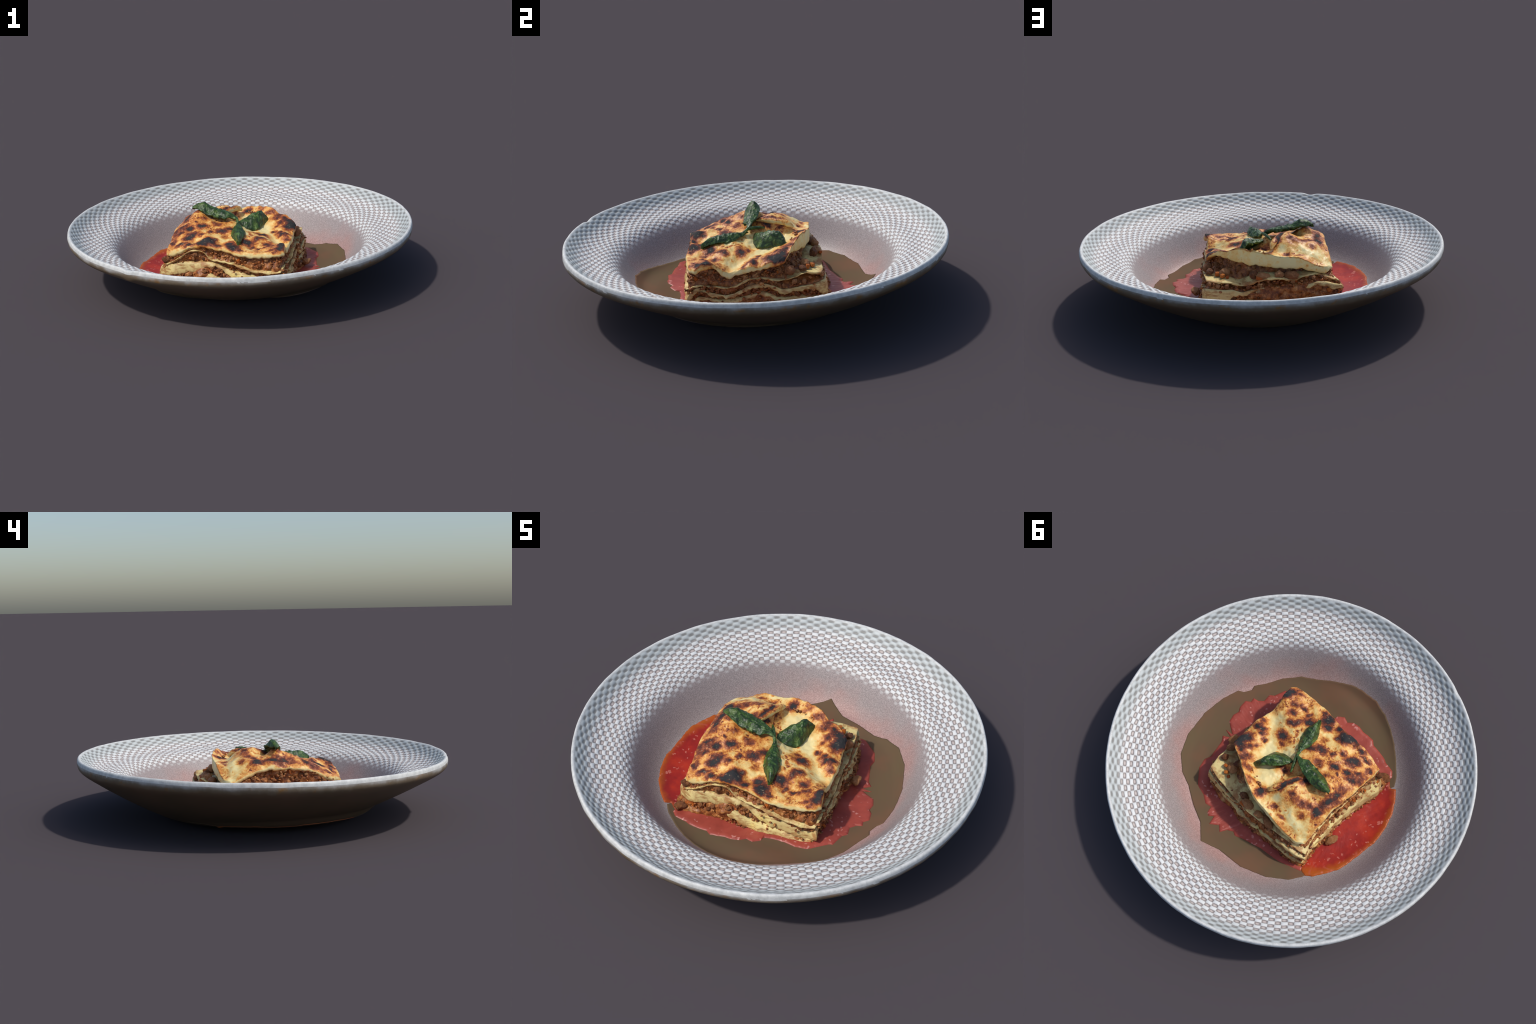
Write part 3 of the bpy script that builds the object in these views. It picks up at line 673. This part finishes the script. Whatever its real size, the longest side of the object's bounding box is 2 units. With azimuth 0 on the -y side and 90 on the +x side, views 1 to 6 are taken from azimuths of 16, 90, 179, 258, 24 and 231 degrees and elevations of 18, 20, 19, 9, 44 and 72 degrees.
# ... and spilling over the sheet ends in patches
WALL = [inset(LB, -.004), inset(loop(S4L), -.004), inset(loop(S3L), -.005), inset(loop(S2), -.003)]
for _ in range(300):
    k = random.randrange(3); j = random.randrange(len(LB)); t = random.random()
    q = WALL[k][j] + (WALL[k + 1][j] - WALL[k][j]) * t
    if noise.fractal(Vector(q) * 13 + Vector((5, 5, 5)), 1, 2, 2) > .12: bits.append(q)
bm = bmesh.new(); bmesh.ops.create_icosphere(bm, subdivisions=2, radius=1)
bv = np.array([v.co[:] for v in bm.verts]); bf = np.array([[v.index for v in f.verts] for f in bm.faces]); bm.free()
VV, FF = [], []
for i, q in enumerate(bits):
    sc = random.uniform(.0035, .0085) * np.array([random.uniform(.8, 1.5), random.uniform(.7, 1.2), random.uniform(.6, 1.0)])
    a = random.uniform(0, TAU); ca, sa = math.cos(a), math.sin(a)
    w = bv * (1 + .22 * np.sin(bv @ np.array([3.1, 4.3, 2.7]) + i))[:, None] * sc
    w = np.c_[w[:, 0]*ca - w[:, 1]*sa, w[:, 0]*sa + w[:, 1]*ca, w[:, 2]]
    FF.append(bf + len(VV) * len(bv)); VV.append(w + q)
mesh_from('fine_mince', np.vstack(VV), np.vstack(FF), M_meat, lasagna, kind='stuff')
# the large pieces that lie open on the second sheet at the back
for me, nm, co, sz, rz in [(crumbs[0], 'meat_crumb', (-.005, .318, .214), (.042, .024, .022), .1), (crumbs[1], 'meat_crumb', (-.085, .312, .222), (.026, .020, .020), .5), (crumbs[2], 'meat_crumb', (-.150, .302, .214), (.040, .022, .024), -.2),
                           (crumbs[3], 'meat_crumb', (.205, .250, .222), (.030, .024, .020), .4), (crumbs[4], 'meat_crumb', (.045, .300, .215), (.026, .02, .03), .2), (carrots[0], 'carrot_cube', (.215, .285, .213), (.016, .012, .012), .7),
                           (carrots[1], 'carrot_cube', (.245, .262, .216), (.014, .011, .014), .2), (carrots[2], 'carrot_cube', (.19, .292, .207), (.011, .010, .009), 1.2), (carrots[0], 'carrot_cube', (.02, .336, .212), (.022, .012, .010), .1),
                           (crumbs[2], 'meat_crumb', (.285, .235, .222), (.022, .018, .016), 1.2), (crumbs[0], 'meat_crumb', (.30, .17, .22), (.03, .02, .026), .9), (crumbs[1], 'meat_crumb', (-.345, -.335, .172), (.022, .018, .020), .3),
                           (crumbs[3], 'meat_crumb', (-.425, .085, .058), (.040, .022, .016), 1.3), (crumbs[4], 'meat_crumb', (.375, .105, .062), (.026, .034, .018), .2), (crumbs[0], 'meat_crumb', (-.360, -.380, .056), (.034, .026, .018), .5)]:
    place(me, nm, co, sz, (random.uniform(-.3, .3), random.uniform(-.3, .3), rz))

# --- rolled, charred lip of the torn cheese
def tube(name, pts, rad, mat, parent, n=48, k=16, rough=.0, seed=0., flat=1.0):
    C = path(pts, n); T = np.gradient(C, axis=0); T /= np.linalg.norm(T, axis=1)[:, None]
    up = np.array([0, 0, 1.]); S = np.cross(T, up); S /= np.linalg.norm(S, axis=1)[:, None]; U = np.cross(S, T)
    a = np.linspace(0, TAU, k, endpoint=False)
    R = np.interp(np.linspace(0, 1, n), np.linspace(0, 1, len(rad)), rad)
    V = (C[:, None] + R[:, None, None] * (np.cos(a)[None, :, None] * S[:, None] + flat * np.sin(a)[None, :, None] * U[:, None])).reshape(-1, 3)
    if rough: V = V + np.repeat(C - C, k, axis=0) + rough * np.stack([fbm(V, 50, 2, seed), fbm(V, 50, 2, seed + 4), fbm(V, 50, 2, seed + 8)], 1)
    F = quads(n, k, 0, True); m = len(V)
    V = np.vstack([V, C[:1], C[-1:]])
    F += [(m, (j+1) % k, j) for j in range(k)] + [(m+1, (n-1)*k + j, (n-1)*k + (j+1) % k) for j in range(k)]
    ob = mesh_from(name, V, F, mat, parent); recalc(ob); return ob
tube('curled_cheese_lip', [(-.138, .000, .345), (-.122, .032, .354), (-.104, .060, .357), (-.089, .092, .358), (-.076, .125, .356), (-.063, .158, .352), (-.050, .190, .338), (-.046, .200, .330)], (.006, .013, .016, .017, .017, .017, .016, .006), M_crust, lasagna, rough=.002)

# ================================================================== BASIL
def leaf_material():
    n = Nodes('wilted_basil')
    nz = n.math('MULTIPLY_ADD', n.noise(30, 5, .7, dist=1.4), 1.35, -.18)
    c = n.ramp(nz, [(.28, lin(24, 38, 17)), (.46, lin(40, 64, 25)), (.60, lin(66, 94, 38)), (.76, lin(120, 140, 82))])  # pale stop paints sheen on the wrinkles, dark stop their hollows
    c = n.mix(n.math('MULTIPLY', n.step(n.noise(7, 2), .55, .68), .55), c, lin(92, 112, 30))
    n.bump(n.noise(34, 4, .6, dist=1.0), .55, .012)
    return n.set(Base_Color=c, Roughness=.36, Specular_IOR_Level=.45)
M_leaf = leaf_material()

def leaf(name, A, B, arch, thick, parent, seed, crease=.006, n=70, m=26):
    """Leaf between its two edges A and B; arch = height of the midrib along its length."""
    A, B = path(A, n), path(B, n)
    arch = np.interp(np.linspace(0, 1, n), np.linspace(0, 1, len(arch)), arch)
    u = np.linspace(0, 1, m)
    G = A[:, None] * (1 - u)[None, :, None] + B[:, None] * u[None, :, None]
    bow = np.sin(u * math.pi)
    G[:, :, 2] += arch[:, None] * bow[None]
    P = G.reshape(-1, 3)
    ends = np.sin(np.linspace(0, math.pi, n)).repeat(m)
    side = np.tile(bow, n)
    wr = fbm(P * np.array([1, 1, .3]), 26, 3, seed)
    P[:, 2] += crease * wr * ends * 1.6 + .0035 * np.abs(fbm(P, 60, 2, seed + 2)) * ends
    P[:, 0] += .003 * fbm(P, 30, 2, seed + 4) * ends
    P[:, 1] += .003 * fbm(P, 30, 2, seed + 7) * ends
    mid = np.abs(np.tile(u, n) - .5)
    P[:, 2] -= .003 * np.exp(-(mid / .05) ** 2) * ends
    ob = mesh_from(name, P, quads(n, m), M_leaf, parent)
    s = ob.modifiers.new('thickness', 'SOLIDIFY'); s.thickness = thick; s.offset = -1
    recalc(ob)
    if sum(p.normal.z for p in ob.data.polygons) < 0: ob.data.flip_normals()
    return ob

basil = tube('basil_sprig', [(-.050, .048, .332), (-.030, .010, .340), (-.014, -.020, .343), (-.004, -.040, .342), (.002, -.052, .334), (.010, -.070, .322)], (.004, .008, .009, .009, .008, .006), M_leaf, None, rough=.001)
basil["label"] = "small wilted basil sprig with three leaves"
basil["category"] = "basil"
leaf('basil_leaf', [(-.004, -.036, .350), (-.036, -.015, .372), (-.082, .005, .381), (-.127, .019, .384), (-.169, .024, .392), (-.211, .024, .400), (-.252, .012, .396), (-.285, -.011, .404)],
     [(-.006, -.044, .346), (-.041, -.047, .354), (-.069, -.066, .356), (-.106, -.064, .361), (-.142, -.062, .367), (-.180, -.060, .370), (-.211, -.054, .384), (-.246, -.040, .396), (-.282, -.024, .396)],
     (.0, .006, .010, .014, .018, .028, .036, .028, .0), .020, basil, 1.)
leaf('basil_leaf.001', [(.0, -.046, .338), (.001, -.085, .326), (-.004, -.131, .314), (-.004, -.175, .296), (.012, -.215, .280), (.045, -.255, .270), (.068, -.286, .264)],
     [(.010, -.046, .338), (.024, -.067, .314), (.050, -.098, .302), (.076, -.150, .303), (.086, -.194, .297), (.085, -.239, .290), (.084, -.280, .272)],
     (.0, .014, .026, .036, .040, .042, .026), .016, basil, 5.)
leaf('basil_leaf.002', [(-.008, .010, .318), (.008, .047, .322), (.024, .074, .329), (.045, .099, .333), (.067, .124, .336), (.088, .147, .328), (.112, .158, .306), (.139, .170, .286)],
     [(-.004, -.012, .306), (.027, -.014, .291), (.057, -.011, .281), (.086, .002, .272), (.108, .022, .272), (.118, .055, .280), (.126, .100, .276), (.136, .135, .280), (.141, .167, .286)],
     (.006, .018, .030, .040, .047, .045, .028, .0), .013, basil, 9.)
